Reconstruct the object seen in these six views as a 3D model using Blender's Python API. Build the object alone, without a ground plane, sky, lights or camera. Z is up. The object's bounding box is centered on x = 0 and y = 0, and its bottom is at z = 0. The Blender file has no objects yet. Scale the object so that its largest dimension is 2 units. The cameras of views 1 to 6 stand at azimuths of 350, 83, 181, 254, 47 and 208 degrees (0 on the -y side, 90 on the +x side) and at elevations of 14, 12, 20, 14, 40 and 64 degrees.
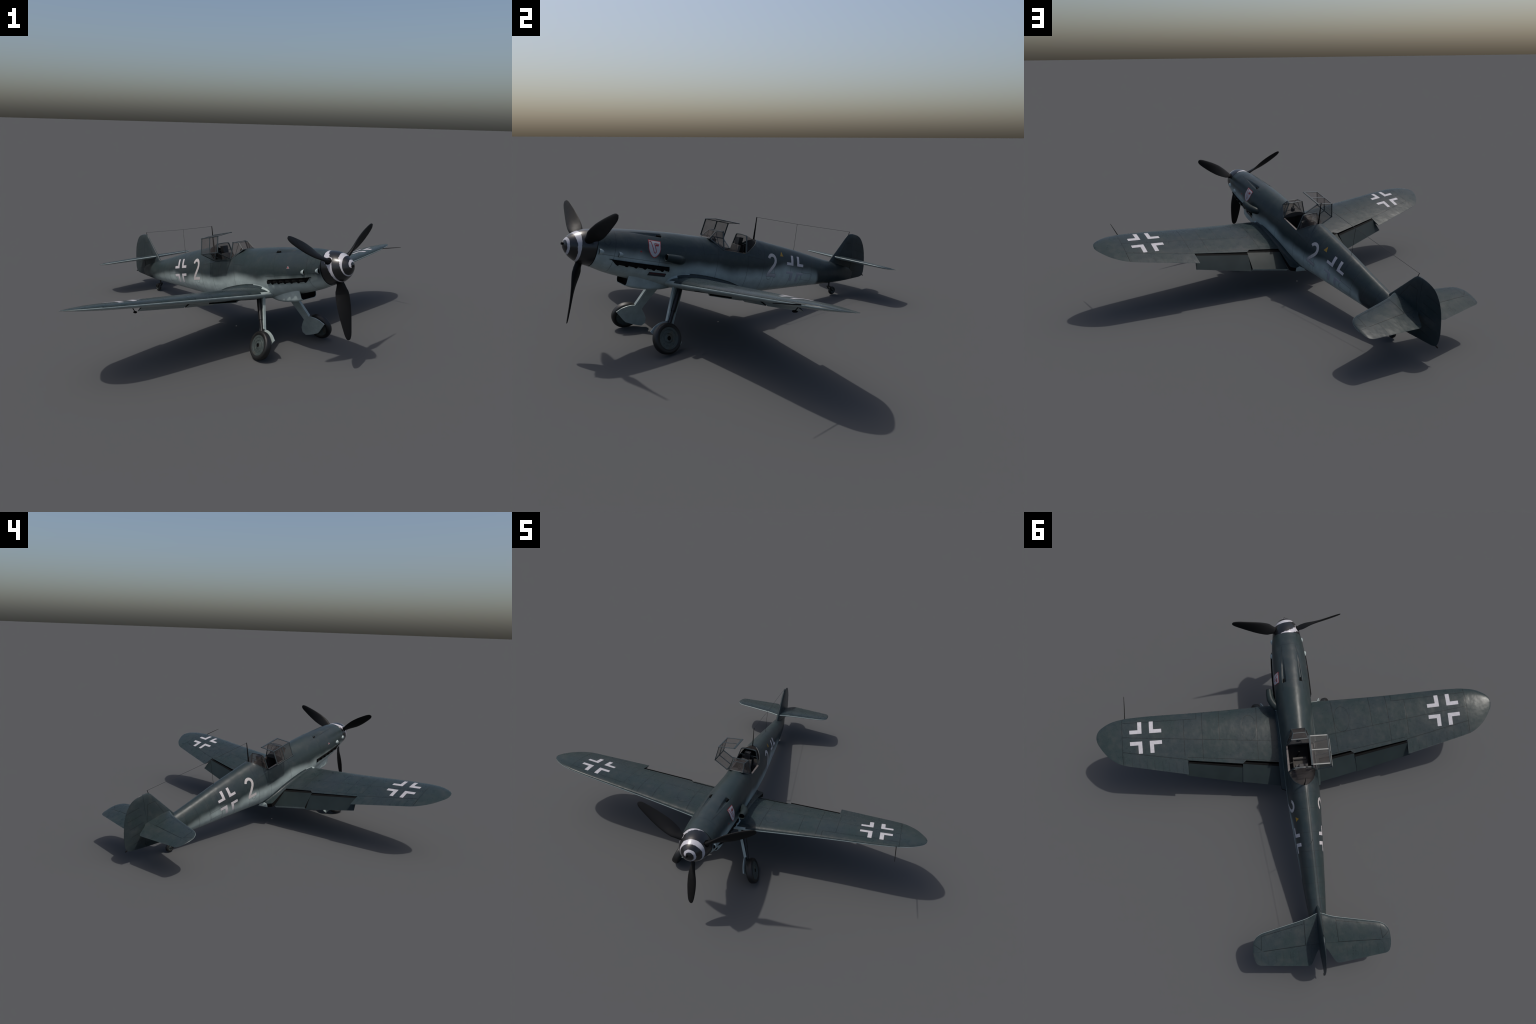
"""Single-seat propeller fighter parked on its tail wheel.
Aircraft frame: x = port, y = aft, z = up, origin at the propeller hub.
Every mesh is written in that frame; parts are hung on a root Empty."""
import bpy, bmesh, math, random
from math import sin, cos, pi, radians, sqrt, atan2
from mathutils import Vector, Matrix, noise
from mathutils.bvhtree import BVHTree
from mathutils.geometry import tessellate_polygon

random.seed(7)
HUB = Vector((0.2978, -0.7908, 0.5222))
FRAME = Matrix.Translation(HUB) @ Matrix.Rotation(radians(32.05), 4, 'Z') @ Matrix.Rotation(radians(-15.0), 4, 'X')

# ------------------------------------------------------------------ helpers
def curve(pts):
    """Monotone cubic through (x, y) pairs, flat extrapolation."""
    xs = [p[0] for p in pts]; ys = [p[1] for p in pts]; n = len(xs)
    d = [(ys[i+1]-ys[i])/(xs[i+1]-xs[i]) for i in range(n-1)]
    m = [d[0]] + [0.0 if d[i-1]*d[i] <= 0 else 2*d[i-1]*d[i]/(d[i-1]+d[i]) for i in range(1, n-1)] + [d[-1]]
    def f(x):
        if x <= xs[0]: return ys[0]
        if x >= xs[-1]: return ys[-1]
        i = 0
        while x > xs[i+1]: i += 1
        h = xs[i+1]-xs[i]; t = (x-xs[i])/h
        return ((1+2*t)*(1-t)**2*ys[i] + t*(1-t)**2*h*m[i] + t*t*(3-2*t)*ys[i+1] + t*t*(t-1)*h*m[i+1])
    return f

def sstep(a, b, x):
    t = max(0.0, min(1.0, (x-a)/(b-a))); return t*t*(3-2*t)

ROOT = bpy.data.objects.new("fighter_aircraft", None)
bpy.context.scene.collection.objects.link(ROOT)
ROOT["label"] = "dark grey-green propeller fighter with open canopy and spiral spinner"
ROOT["category"] = "fighter aircraft"

def link(ob, parent):
    bpy.context.scene.collection.objects.link(ob)
    ob.parent = parent
    if parent is ROOT:
        ob.matrix_basis = FRAME
    return ob

def make(name, verts, faces, mats, parent=ROOT, smooth=True, idx=None, angle=35, stuff=False, recalc=True):
    me = bpy.data.meshes.new(name)
    me.from_pydata([tuple(v) for v in verts], [], faces)
    if not isinstance(mats, (list, tuple)): mats = [mats]
    for m in mats: me.materials.append(m)
    if idx:
        for p, i in zip(me.polygons, idx): p.material_index = i
    bm = bmesh.new(); bm.from_mesh(me)
    if recalc:
        bmesh.ops.recalc_face_normals(bm, faces=bm.faces)
    bm.to_mesh(me); bm.free()
    if smooth:
        me.shade_smooth()
        if angle: me.set_sharp_from_angle(angle=radians(angle))
    ob = bpy.data.objects.new(name, me)
    if stuff: ob["kind"] = "stuff"
    return link(ob, parent)

class Geo:
    """Collects verts/faces/material indices for one mesh."""
    def __init__(s): s.v = []; s.f = []; s.i = []
    def grid(s, rows, mat=0, close_u=False, close_v=False):
        b = len(s.v); nr = len(rows); nc = len(rows[0])
        for r in rows: s.v += [Vector(p) for p in r]
        for i in range(nr if close_v else nr-1):
            for j in range(nc if close_u else nc-1):
                a = b+i*nc+j; c = b+i*nc+(j+1) % nc
                d = b+((i+1) % nr)*nc+(j+1) % nc; e = b+((i+1) % nr)*nc+j
                s.f.append((a, c, d, e)); s.i.append(mat(i, j) if callable(mat) else mat)
        return s
    def poly(s, pts, mat=0):
        b = len(s.v); s.v += [Vector(p) for p in pts]
        s.f.append(tuple(range(b, b+len(pts)))); s.i.append(mat); return s
    def fan(s, ring, centre, mat=0):
        b = len(s.v); s.v += [Vector(p) for p in ring] + [Vector(centre)]; n = len(ring)
        for k in range(n): s.f.append((b+k, b+(k+1) % n, b+n)); s.i.append(mat)
        return s
    def box(s, c, ax, ay, az, mat=0):
        c = Vector(c); ax = Vector(ax); ay = Vector(ay); az = Vector(az); b = len(s.v)
        for k in range(8):
            s.v.append(c + ax*(1 if k & 1 else -1) + ay*(1 if k & 2 else -1) + az*(1 if k & 4 else -1))
        for q in ((0, 1, 3, 2), (4, 6, 7, 5), (0, 4, 5, 1), (2, 3, 7, 6), (0, 2, 6, 4), (1, 5, 7, 3)):
            s.f.append(tuple(b+k for k in q)); s.i.append(mat)
        return s
    def bar(s, p, q, w, t, up=(0, 0, 1), mat=0):
        """flat bar from p to q; w across, t along 'up'"""
        p = Vector(p); q = Vector(q); d = (q-p); L = d.length; d.normalize()
        u = Vector(up); u = (u - d*u.dot(d)).normalized(); r = d.cross(u)
        return s.box((p+q)/2, d*(L/2), r*(w/2), u*(t/2), mat)
    def tube(s, pts, radii, n=10, mat=0, cap=True):
        pts = [Vector(p) for p in pts]; rings = []; last = None
        for k, p in enumerate(pts):
            d = (pts[min(k+1, len(pts)-1)] - pts[max(k-1, 0)]).normalized()
            a = Vector((1, 0, 0)) if abs(d.x) < .8 else Vector((0, 1, 0))
            if last is not None: a = last
            a = (a - d*a.dot(d)).normalized(); last = a; b = d.cross(a)
            r = radii[k] if isinstance(radii, (list, tuple)) else radii
            rings.append([p + (a*cos(2*pi*j/n) + b*sin(2*pi*j/n))*r for j in range(n)])
        s.grid(rings, mat, close_u=True)
        if cap:
            s.fan(rings[0], pts[0], mat); s.fan(rings[-1], pts[-1], mat)
        return s
    def revolve(s, c, axis, prof, n=48, mat=0):
        """prof: (along axis, radius) list"""
        c = Vector(c); a = Vector(axis).normalized()
        u = (Vector((0, 0, 1)) - a*a.z).normalized(); w = a.cross(u)
        rows = [[c + a*h + (u*cos(2*pi*j/n)+w*sin(2*pi*j/n))*r for j in range(n)] for h, r in prof]
        return s.grid(rows, mat, close_u=True)
    def mesh(s, name, mats, parent=ROOT, **kw):
        return make(name, s.v, s.f, mats, parent, idx=s.i, **kw)

def mirror(pts): return [Vector((-p[0], p[1], p[2])) for p in pts]
def sx(p, s): return Vector((p[0]*s, p[1], p[2]))

# ---------------------------------------------------------------- materials
class Mat:
    def __init__(s, name):
        s.m = bpy.data.materials.new(name); s.m.use_nodes = True
        s.nt = s.m.node_tree; s.nt.nodes.clear()
        s.out = s.nt.nodes.new('ShaderNodeOutputMaterial')
        s.b = s.nt.nodes.new('ShaderNodeBsdfPrincipled')
        s.nt.links.new(s.b.outputs[0], s.out.inputs[0])
        s._c = None
    def set(s, sock, v):
        if isinstance(v, bpy.types.NodeSocket): s.nt.links.new(v, sock)
        elif isinstance(v, (tuple, list)) and len(v) == 3 and sock.type == 'RGBA': sock.default_value = (*v, 1)
        else: sock.default_value = v
    def math(s, op, a, b=0.0, c=0.0, clamp=False):
        n = s.nt.nodes.new('ShaderNodeMath'); n.operation = op; n.use_clamp = clamp
        for k, v in enumerate((a, b, c)): s.set(n.inputs[k], v)
        return n.outputs[0]
    def add(s, a, b): return s.math('ADD', a, b)
    def sub(s, a, b): return s.math('SUBTRACT', a, b)
    def mul(s, a, b): return s.math('MULTIPLY', a, b)
    def mx(s, a, b): return s.math('MAXIMUM', a, b)
    def mn(s, a, b): return s.math('MINIMUM', a, b)
    def gt(s, a, b): return s.math('GREATER_THAN', a, b)
    def lt(s, a, b): return s.math('LESS_THAN', a, b)
    def absv(s, a): return s.math('ABSOLUTE', a)
    def ramp01(s, v, a, b):
        n = s.nt.nodes.new('ShaderNodeMapRange'); n.interpolation_type = 'SMOOTHSTEP'
        s.set(n.inputs[0], v); n.inputs[1].default_value = a; n.inputs[2].default_value = b
        return n.outputs[0]
    def xyz(s):
        if s._c is None:
            t = s.nt.nodes.new('ShaderNodeTexCoord'); x = s.nt.nodes.new('ShaderNodeSeparateXYZ')
            s.nt.links.new(t.outputs['Object'], x.inputs[0]); s._c = (x.outputs[0], x.outputs[1], x.outputs[2], t.outputs['Object'])
        return s._c
    def noise(s, scale, detail=3, rough=.55, stretch=None):
        n = s.nt.nodes.new('ShaderNodeTexNoise'); n.inputs['Scale'].default_value = scale
        n.inputs['Detail'].default_value = detail; n.inputs['Roughness'].default_value = rough
        v = s.xyz()[3]
        if stretch:
            mp = s.nt.nodes.new('ShaderNodeMapping'); mp.inputs['Scale'].default_value = stretch
            s.nt.links.new(v, mp.inputs[0]); v = mp.outputs[0]
        s.nt.links.new(v, n.inputs['Vector']); return n.outputs[0]
    def mix(s, f, a, b):
        n = s.nt.nodes.new('ShaderNodeMix'); n.data_type = 'RGBA'
        s.set(n.inputs[0], f); s.set(n.inputs[6], a); s.set(n.inputs[7], b); return n.outputs[2]
    def table(s, v, lo, hi, pts, ylo, yhi):
        """piecewise-linear function of v through a colour ramp"""
        mr = s.nt.nodes.new('ShaderNodeMapRange'); s.set(mr.inputs[0], v)
        mr.inputs[1].default_value = lo; mr.inputs[2].default_value = hi
        r = s.nt.nodes.new('ShaderNodeValToRGB'); el = r.color_ramp.elements
        while len(el) < len(pts): el.new(0.5)
        for e, (x, y) in zip(el, pts):
            e.position = (x-lo)/(hi-lo); g = (y-ylo)/(yhi-ylo); e.color = (g, g, g, 1)
        s.nt.links.new(mr.outputs[0], r.inputs[0])
        o = s.nt.nodes.new('ShaderNodeMapRange'); s.nt.links.new(r.outputs[0], o.inputs[0])
        o.inputs[3].default_value = ylo; o.inputs[4].default_value = yhi
        return o.outputs[0]
    def seg(s, U, V, p, q, w=.0011, soft=.0009):
        """mask of a thin straight line from p to q in the (U,V) plane"""
        dx, dy = q[0]-p[0], q[1]-p[1]; L = sqrt(dx*dx+dy*dy); dx /= L; dy /= L
        al = s.math('MULTIPLY_ADD', U, dx, s.math('MULTIPLY_ADD', V, dy, -(p[0]*dx+p[1]*dy)))
        pe = s.absv(s.math('MULTIPLY_ADD', U, -dy, s.math('MULTIPLY_ADD', V, dx, p[0]*dy-p[1]*dx)))
        over = s.mx(s.math('MULTIPLY', al, -1.0), s.sub(al, L))
        d = s.mx(pe, over)
        return s.ramp01(d, w+soft, w)
    def circ(s, U, V, c, rx, ry=None, w=.0009):
        ry = ry or rx
        u = s.math('DIVIDE', s.sub(U, c[0]), rx); v = s.math('DIVIDE', s.sub(V, c[1]), ry)
        r = s.math('SQRT', s.add(s.mul(u, u), s.mul(v, v)))
        return s.ramp01(s.absv(s.mul(s.sub(r, 1.0), (rx+ry)/2)), w*1.9, w)
    def union(s, ms):
        o = ms[0]
        for m in ms[1:]: o = s.mx(o, m)
        return o
    def bump(s, h, strength=.3, dist=.002, normal=None):
        n = s.nt.nodes.new('ShaderNodeBump'); n.inputs['Strength'].default_value = strength
        n.inputs['Distance'].default_value = dist; s.set(n.inputs['Height'], h)
        if normal is not None: s.nt.links.new(normal, n.inputs['Normal'])
        return n.outputs[0]
    def fin(s, col=None, rough=.5, metal=0.0, normal=None, **kw):
        if col is not None: s.set(s.b.inputs['Base Color'], col)
        s.set(s.b.inputs['Roughness'], rough); s.b.inputs['Metallic'].default_value = metal
        if normal is not None: s.nt.links.new(normal, s.b.inputs['Normal'])
        for k, v in kw.items(): s.set(s.b.inputs[k.replace('_', ' ')], v)
        return s.m

def plain(name, col, rough=.5, metal=0.0, var=.15, scale=60, **kw):
    m = Mat(name); n = m.noise(scale)
    k = m.ramp01(n, .3, .7)
    c = m.mix(k, tuple(v*(1-var) for v in col), tuple(v*(1+var) for v in col))
    return m.fin(c, rough, metal, m.bump(n, .12, .001), **kw)

DARK_A = (0.0215, 0.0330, 0.0345)
DARK_B = (0.0235, 0.0335, 0.0370)
LIGHT = (0.355, 0.420, 0.410)

def skin(name, kind):
    """painted sheet metal: camouflage colour, panel lines, dents"""
    m = Mat(name); x, y, z, v = m.xyz(); ax = m.absv(x)
    big = m.noise(5.0, 2, .5); mid = m.noise(22, 4, .6); fine = m.noise(160, 3, .6)
    dark = m.mix(m.ramp01(big, .42, .58), DARK_A, DARK_B)
    dark = m.mix(m.mul(m.ramp01(mid, .46, .72), .42), dark, (0.046, 0.051, 0.050))
    light = m.mix(m.ramp01(mid, .35, .7), tuple(c*.82 for c in LIGHT), LIGHT)
    lines = []
    if kind == 'fuselage':
        port = m.table(y, 0, 1.9, [(0, .006), (.1, 0.0), (.24, .015), (.385, -.012), (.53, -.008), (.68, .002), (.8, -.012),
                                  (1.03, .014), (1.12, .04), (1.2, .064), (1.3, .05), (1.39, .05), (1.48, .045), (1.545, -.08), (1.62, -.2)], -.2, .1)
        stbd = m.table(y, 0, 1.9, [(0, -.03), (.12, -.042), (.34, -.030), (.5, -.027), (.62, -.006), (.67, .004), (.87, -.012), (1.0, .004), (1.1, .016),
                                  (1.2, .0), (1.28, .012), (1.37, .038), (1.57, .036), (1.7, .02), (1.8, -.05)], -.2, .1)
        zb = m.mix(m.ramp01(x, -.02, .02), stbd, port)
        n2 = m.noise(11, 3, .55, (1, 1, 1.0))
        f = m.add(m.sub(z, zb), m.mul(m.sub(n2, .5), .045))
        k = m.ramp01(f, -.034, .030)
        col = m.mix(k, light, dark)
        for yy, lo, hi in ((.118, -.15, .2), (.35, -.03, .2), (.695, -.1, .2), (.90, -.1, .09), (1.016, -.1, .2), (1.105, -.1, .2), (1.235, -.1, .2),
                           (1.335, -.1, .2), (1.42, -.1, .2), (1.505, -.1, .2), (1.59, -.1, .2), (1.673, -.1, .12), (1.795, -.1, .2)):
            lines.append(m.seg(y, z, (yy, lo), (yy+.006, hi), .0008))
        lines.append(m.seg(y, z, (.05, -.0135), (.42, -.0135), .0009))
        lines.append(m.seg(y, z, (.134, .095), (.41, .107), .0008))
        lines.append(m.seg(y, z, (.61, .055), (.72, .068), .0008))
        lines.append(m.seg(y, z, (.61, .055), (.60, .11), .0008))
        lines.append(m.seg(y, z, (.90, .083), (1.016, .078), .0008))
        lines.append(m.circ(y, z, (.083, .045), .014)); lines.append(m.circ(y, z, (1.07, -.014), .015))
        lines.append(m.circ(y, z, (1.70, .03), .012)); lines.append(m.circ(y, z, (.985, .115), .012))
        hatch = [((1.335, .037), (1.43, .037)), ((1.335, -.006), (1.43, -.006)), ((1.335, -.006), (1.335, .037)), ((1.43, -.006), (1.43, .037))]
        lines += [m.seg(y, z, a, b, .0007) for a, b in hatch]
        spine = m.mul(m.ramp01(ax, .0022, .0009), m.gt(y, .985)); lines.append(m.mul(spine, 1.0))
    elif kind == 'wing_upper':
        col = dark
        for a, b in (((1.0153, .5769), (.1283, .6586)), ((1.0118, .4903), (.5886, .4891)), ((.588, .448), (.5886, .4891)),
                     ((1.0189, .6636), (.6518, .7314)), ((.6509, .7186), (.13, .777)), ((.227, .43), (.2404, .7645)),
                     ((.4542, .43), (.4585, .6297)), ((.5549, .44), (.5619, .7355)), ((.6636, .4911), (.6674, .7072)),
                     ((1.0174, .455), (1.0222, .745))):
            lines.append(m.seg(ax, y, a, b, .0012))
        lines.append(m.circ(ax, y, (.280, .566), .045, .079))
        for a in (1.0136, .9707, .9291, .8874, .8445, .7989, .7629, .7194, .6833):
            y0 = .757 - .19*(a-.70)
            lines.append(m.mul(m.seg(ax, y, (a, y0-.005), (a, y0+.05), .0012, .003), .35))
    elif kind == 'tail_upper':
        col = dark
        lines += [m.seg(ax, y, a, b, .0012) for a, b in (((.30, 1.8265), (.084, 1.8165)), ((.082, 1.70), (.086, 1.815)), ((.082, 1.71), (.31, 1.752)), ((.31, 1.752), (.315, 1.82)), ((.315, 1.82), (.35, 1.79)))]
        for k in range(7):
            a = (.125, .155, .168, .205, .243, .285, .318)[k]
            lines.append(m.mul(m.seg(ax, y, (a, 1.845), (a, 1.89), .0010, .003), .30))
    elif kind == 'fin':
        col = dark
        lines += [m.seg(y, z, a, b, .0008) for a, b in (((1.70, .17), (1.74, .27)), ((1.74, .27), (1.79, .275)), ((1.79, .275), (1.83, .15)))]
        for k in range(5):
            lines.append(m.mul(m.seg(y, z, (1.845, .1+.045*k), (1.93, .095+.045*k), .0012, .002), .6))
    else:
        col = light
    if lines:
        ln = m.union(lines)
        col = m.mix(m.mul(ln, .50 if kind == 'fuselage' else .75), col, (0.008, 0.01, 0.011))
    else:
        ln = None
    col = m.mix(m.mul(m.ramp01(fine, .45, .75), .10), col, (0.09, 0.095, 0.095))
    dents = m.noise(15, 2.5, .5, (1, .8, 1))
    nrm = m.bump(dents, .28, .0080)
    nrm = m.bump(fine, .02, .0006, nrm)
    if ln is not None: nrm = m.bump(m.math('MULTIPLY', ln, -1.0), .13, .0008, nrm)
    rough = m.math('MULTIPLY_ADD', mid, .18, .25 if kind in ('fuselage', 'low', 'fin') else .20)
    return m.fin(col, rough, 0.0, nrm, Specular_IOR_Level={'tail_upper': .11, 'wing_upper': .15}.get(kind, .26))

M_FUS = skin("camouflage_fuselage", 'fuselage')
M_WUP = skin("camouflage_wing_top", 'wing_upper')
M_TUP = skin("camouflage_tail_top", 'tail_upper')
M_FIN = skin("camouflage_fin", 'fin')
M_LOW = skin("pale_blue_underside", 'low')
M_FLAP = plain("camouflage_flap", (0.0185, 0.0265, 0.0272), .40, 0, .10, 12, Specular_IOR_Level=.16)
M_BLACK = plain("flat_black", (0.004, 0.004, 0.004), .8, Specular_IOR_Level=.12)
M_DARKMETAL = plain("dark_metal", (0.012, 0.012, 0.013), .45, .3)
M_FRAME = plain("canopy_frame_paint", (0.026, 0.036, 0.039), .4)
M_INNER = plain("cockpit_grey", (0.030, 0.030, 0.031), .7)
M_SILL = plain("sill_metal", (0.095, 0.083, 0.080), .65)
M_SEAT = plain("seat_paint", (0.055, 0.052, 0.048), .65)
M_TYRE = plain("tyre_rubber", (0.0065, 0.0065, 0.0065), .5)
M_WHITE = plain("marking_white", (0.395, 0.385, 0.405), .55, 0, .06, Specular_IOR_Level=.2)
M_RED = plain("marking_red", (0.26, 0.010, 0.012), .5)
M_YELLOW = plain("marking_yellow", (0.33, 0.185, 0.010), .5)
M_OUTLINE = plain("marking_outline", (0.018, 0.022, 0.025), .6)
M_SOOT = plain("exhaust_metal", (0.016, 0.014, 0.013), .6, .3)
M_PROP = Mat("propeller_black_green")
_n = M_PROP.noise(40, 2, .5, (1, .5, 1)); _b = M_PROP.bump(_n, .25, .003)
M_PROP = M_PROP.fin((0.0062, 0.0062, 0.0065), M_PROP.math('MULTIPLY_ADD', _n, .2, .42), 0, _b, Specular_IOR_Level=.16)

def rim_material():
    m = Mat("wheel_rim_paint"); n = m.noise(90, 4)
    c = m.mix(m.ramp01(n, .35, .7), (0.040, 0.054, 0.054), (0.062, 0.076, 0.073))
    r = m.noise(25, 3)
    c = m.mix(m.mul(m.ramp01(r, .55, .75), .5), c, (0.09, 0.065, 0.035))
    return m.fin(c, .5, .2, m.bump(n, .2, .001))
M_RIM = rim_material()

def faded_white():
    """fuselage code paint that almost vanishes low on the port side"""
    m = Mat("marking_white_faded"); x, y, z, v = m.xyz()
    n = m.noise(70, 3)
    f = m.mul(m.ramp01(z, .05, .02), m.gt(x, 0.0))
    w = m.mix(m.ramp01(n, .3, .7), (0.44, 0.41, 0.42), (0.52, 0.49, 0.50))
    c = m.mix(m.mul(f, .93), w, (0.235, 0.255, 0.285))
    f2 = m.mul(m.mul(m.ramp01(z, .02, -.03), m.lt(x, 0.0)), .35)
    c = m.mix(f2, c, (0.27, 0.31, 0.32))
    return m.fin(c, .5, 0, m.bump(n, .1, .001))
M_CODE = faded_white()
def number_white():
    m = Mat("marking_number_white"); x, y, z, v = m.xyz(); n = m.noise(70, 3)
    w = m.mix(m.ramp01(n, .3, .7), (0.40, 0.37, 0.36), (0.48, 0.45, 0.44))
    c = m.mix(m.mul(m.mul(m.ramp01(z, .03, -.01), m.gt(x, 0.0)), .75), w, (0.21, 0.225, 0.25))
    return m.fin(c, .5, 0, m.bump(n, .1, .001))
M_NUM = number_white()

def spinner_material():
    m = Mat("spiral_spinner_paint"); x, y, z, v = m.xyz()
    phase = m.table(y, -.09, .05, [(-.09, .7), (-.0862, .76), (-.0847, .86), (-.0794, 1.055), (-.0724, 1.25), (-.065, 1.48), (-.061, 1.72),
                                  (-.0571, 1.88), (-.0499, 1.985), (-.0415, 2.06), (-.035, 2.15), (-.029, 2.27), (-.0247, 2.42), (-.0205, 2.6),
                                  (-.0165, 2.73), (-.006, 2.81), (-.002, 2.82), (.02, 2.887), (.03, 2.94), (.0335, 2.965), (.048, 3.05)], 0, 4)
    ang = m.math('DIVIDE', m.math('ARCTAN2', x, z), 2*pi)
    wob = m.mul(m.sub(m.noise(90, 3, .6), .5), .10)
    d = m.add(m.sub(phase, ang), wob)
    d = m.absv(m.sub(m.math('FRACT', m.add(d, 10.5)), .5))
    wd = m.table(y, -.09, .05, [(-.09, .125), (-.062, .125), (-.050, .150), (-.030, .175), (-.020, .150), (-.006, .075), (.0, .062), (.05, .062)], 0, .3)
    k = m.mul(m.ramp01(m.sub(d, wd), .005, -.005), m.gt(y, -.0868))
    n = m.noise(60, 3)
    w = m.mix(n, (0.38, 0.37, 0.40), (0.46, 0.45, 0.48))
    return m.fin(m.mix(k, (0.008, 0.008, 0.009), w), .3, 0, m.bump(m.noise(25, 2), .12, .002), Coat_Weight=.25, Coat_Roughness=.2)
M_SPIN = spinner_material()

def glass_material():
    """thin dusty pane: mostly clear, with a grey-brown film and a soft reflection"""
    m = Mat("canopy_glass")
    n2 = m.noise(40, 3)
    m.fin((0.060, 0.054, 0.053), .38, 0, None, Specular_IOR_Level=.12)
    tr = m.nt.nodes.new('ShaderNodeBsdfTransparent'); tr.inputs[0].default_value = (.95, .94, .93, 1)
    mx = m.nt.nodes.new('ShaderNodeMixShader')
    m.set(mx.inputs[0], m.math('MULTIPLY_ADD', m.ramp01(n2, .3, .7), .06, .17))
    m.nt.links.new(tr.outputs[0], mx.inputs[1]); m.nt.links.new(m.b.outputs[0], mx.inputs[2])
    m.nt.links.new(mx.outputs[0], m.out.inputs[0])
    return m.m
M_GLASS = glass_material()

# ----------------------------------------------------------------- fuselage
f_top = curve([(.03, .083), (.06, .0895), (.10, .0985), (.165, .1080), (.29, .1210), (.45, .1335), (.61, .1400), (.66, .142), (.7345, .156), (.8885, .176), (.985, .1800), (1.11, .1735),
               (1.303, .1610), (1.52, .1400), (1.64, .1310), (1.76, .126), (1.862, .120)])
f_bot = curve([(.03, -.0850), (.06, -.0915), (.11, -.1040), (.17, -.1140), (.26, -.1250), (.43, -.1420), (.60, -.1490), (.80, -.1480), (.93, -.1400), (1.10, -.1090),
               (1.37, -.0600), (1.57, -.0240), (1.757, .0120), (1.862, .0370)])
f_hw = curve([(.03, .0855), (.10, .0960), (.20, .1030), (.30, .1055), (.45, .1060), (.62, .1010), (.83, .0970), (.97, .0960), (1.22, .0830), (1.45, .0660), (1.67, .0480), (1.76, .034), (1.862, .0120)])
f_zc = curve([(.03, 0), (.2, -.006), (.45, -.012), (.7, -.018), (1.0, -.010), (1.3, .018), (1.6, .05), (1.862, .078)])
f_nu = curve([(.03, 2.0), (.3, 2.05), (.7, 2.0), (1.0, 1.95), (1.862, 1.9)])
f_nl = curve([(.03, 2.0), (.25, 2.2), (.6, 2.3), (1.0, 2.1), (1.862, 1.9)])
def f_sill(y):
    base = f_zc(y) + .62*(f_top(y)-f_zc(y))
    k = sstep(.5, .70, y)*(1-sstep(.99, 1.2, y))
    return base*(1-k) + .095*k

def arch_point(t):
    """rear canopy arch from the sill (t=0) over the shoulder to the top (t=1)"""
    P = [Vector((.0765, .095)), Vector((.0500, .1860)), Vector((.0440, .1925)), Vector((0, .1945))]
    cum = [0, .58, .66, 1.0]
    for k in range(3):
        if t <= cum[k+1]:
            return P[k].lerp(P[k+1], (t-cum[k])/(cum[k+1]-cum[k]))
    return P[3]

NL, NS, NT = 40, 22, 72
def section(y):
    """half section from keel to spine on the port side"""
    T, B, W, Z, nu, nl, zs = f_top(y), f_bot(y), f_hw(y), f_zc(y), f_nu(y), f_nl(y), f_sill(y)
    pts = []
    for k in range(NL):
        a = (pi/2)*(1-k/NL)
        pts.append((W*cos(a)**(2/nl), Z-(Z-B)*sin(a)**(2/nl)))
    a_s = math.asin(min(1, max(0, ((zs-Z)/(T-Z))))**(nu/2))
    for k in range(NS):
        a = a_s*k/NS
        pts.append((W*cos(a)**(2/nu), Z+(T-Z)*sin(a)**(2/nu)))
    wA = sstep(.985, .8885, y) if y > .8 else 0.0
    for k in range(NT+1):
        a = a_s + (pi/2-a_s)*k/NT
        p = Vector((W*max(0, cos(a))**(2/nu), Z+(T-Z)*sin(a)**(2/nu)))
        if wA > 0: p = p.lerp(arch_point(k/NT), wA)
        pts.append((p.x, p.y))
    # gun troughs on the cowling top
    if .17 < y < .362:
        depth = .0110*sstep(.17, .35, y)
        half = .005 + .0080*sstep(.17, .34, y)
        pts = [(px, pz - depth*sstep(1.0, .15, abs(px-(.043+.03*(y-.17)))/half) if pz > .07 else pz) for px, pz in pts]
    return pts

def fus_x(y, z):
    """half width of the fuselage at height z"""
    T, B, W, Z, nu, nl = f_top(y), f_bot(y), f_hw(y), f_zc(y), f_nu(y), f_nl(y)
    t = (z-Z)/(T-Z) if z > Z else (Z-z)/(Z-B)
    n = nu if z > Z else nl
    return W*max(0, 1-min(1, t)**n)**(1/n)

ys = [.041]
while ys[-1] < 1.85: ys.append(ys[-1]+.0075)
fixed = [.7345, .8885, .985, .3615, .3625]
ys = sorted([y for y in ys if all(abs(y-q) > .003 for q in fixed)] + fixed + [1.862])
rows = []
for y in ys:
    h = section(y)
    rows.append([Vector((x, y, z)) for x, z in h] + [Vector((-x, y, z)) for x, z in reversed(h[1:-1])])
g = Geo().grid(rows, 0, close_u=True)
g.fan(rows[-1], (0, 1.862, .08))
fus = g.mesh("fuselage", [M_FUS], angle=50)
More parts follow.
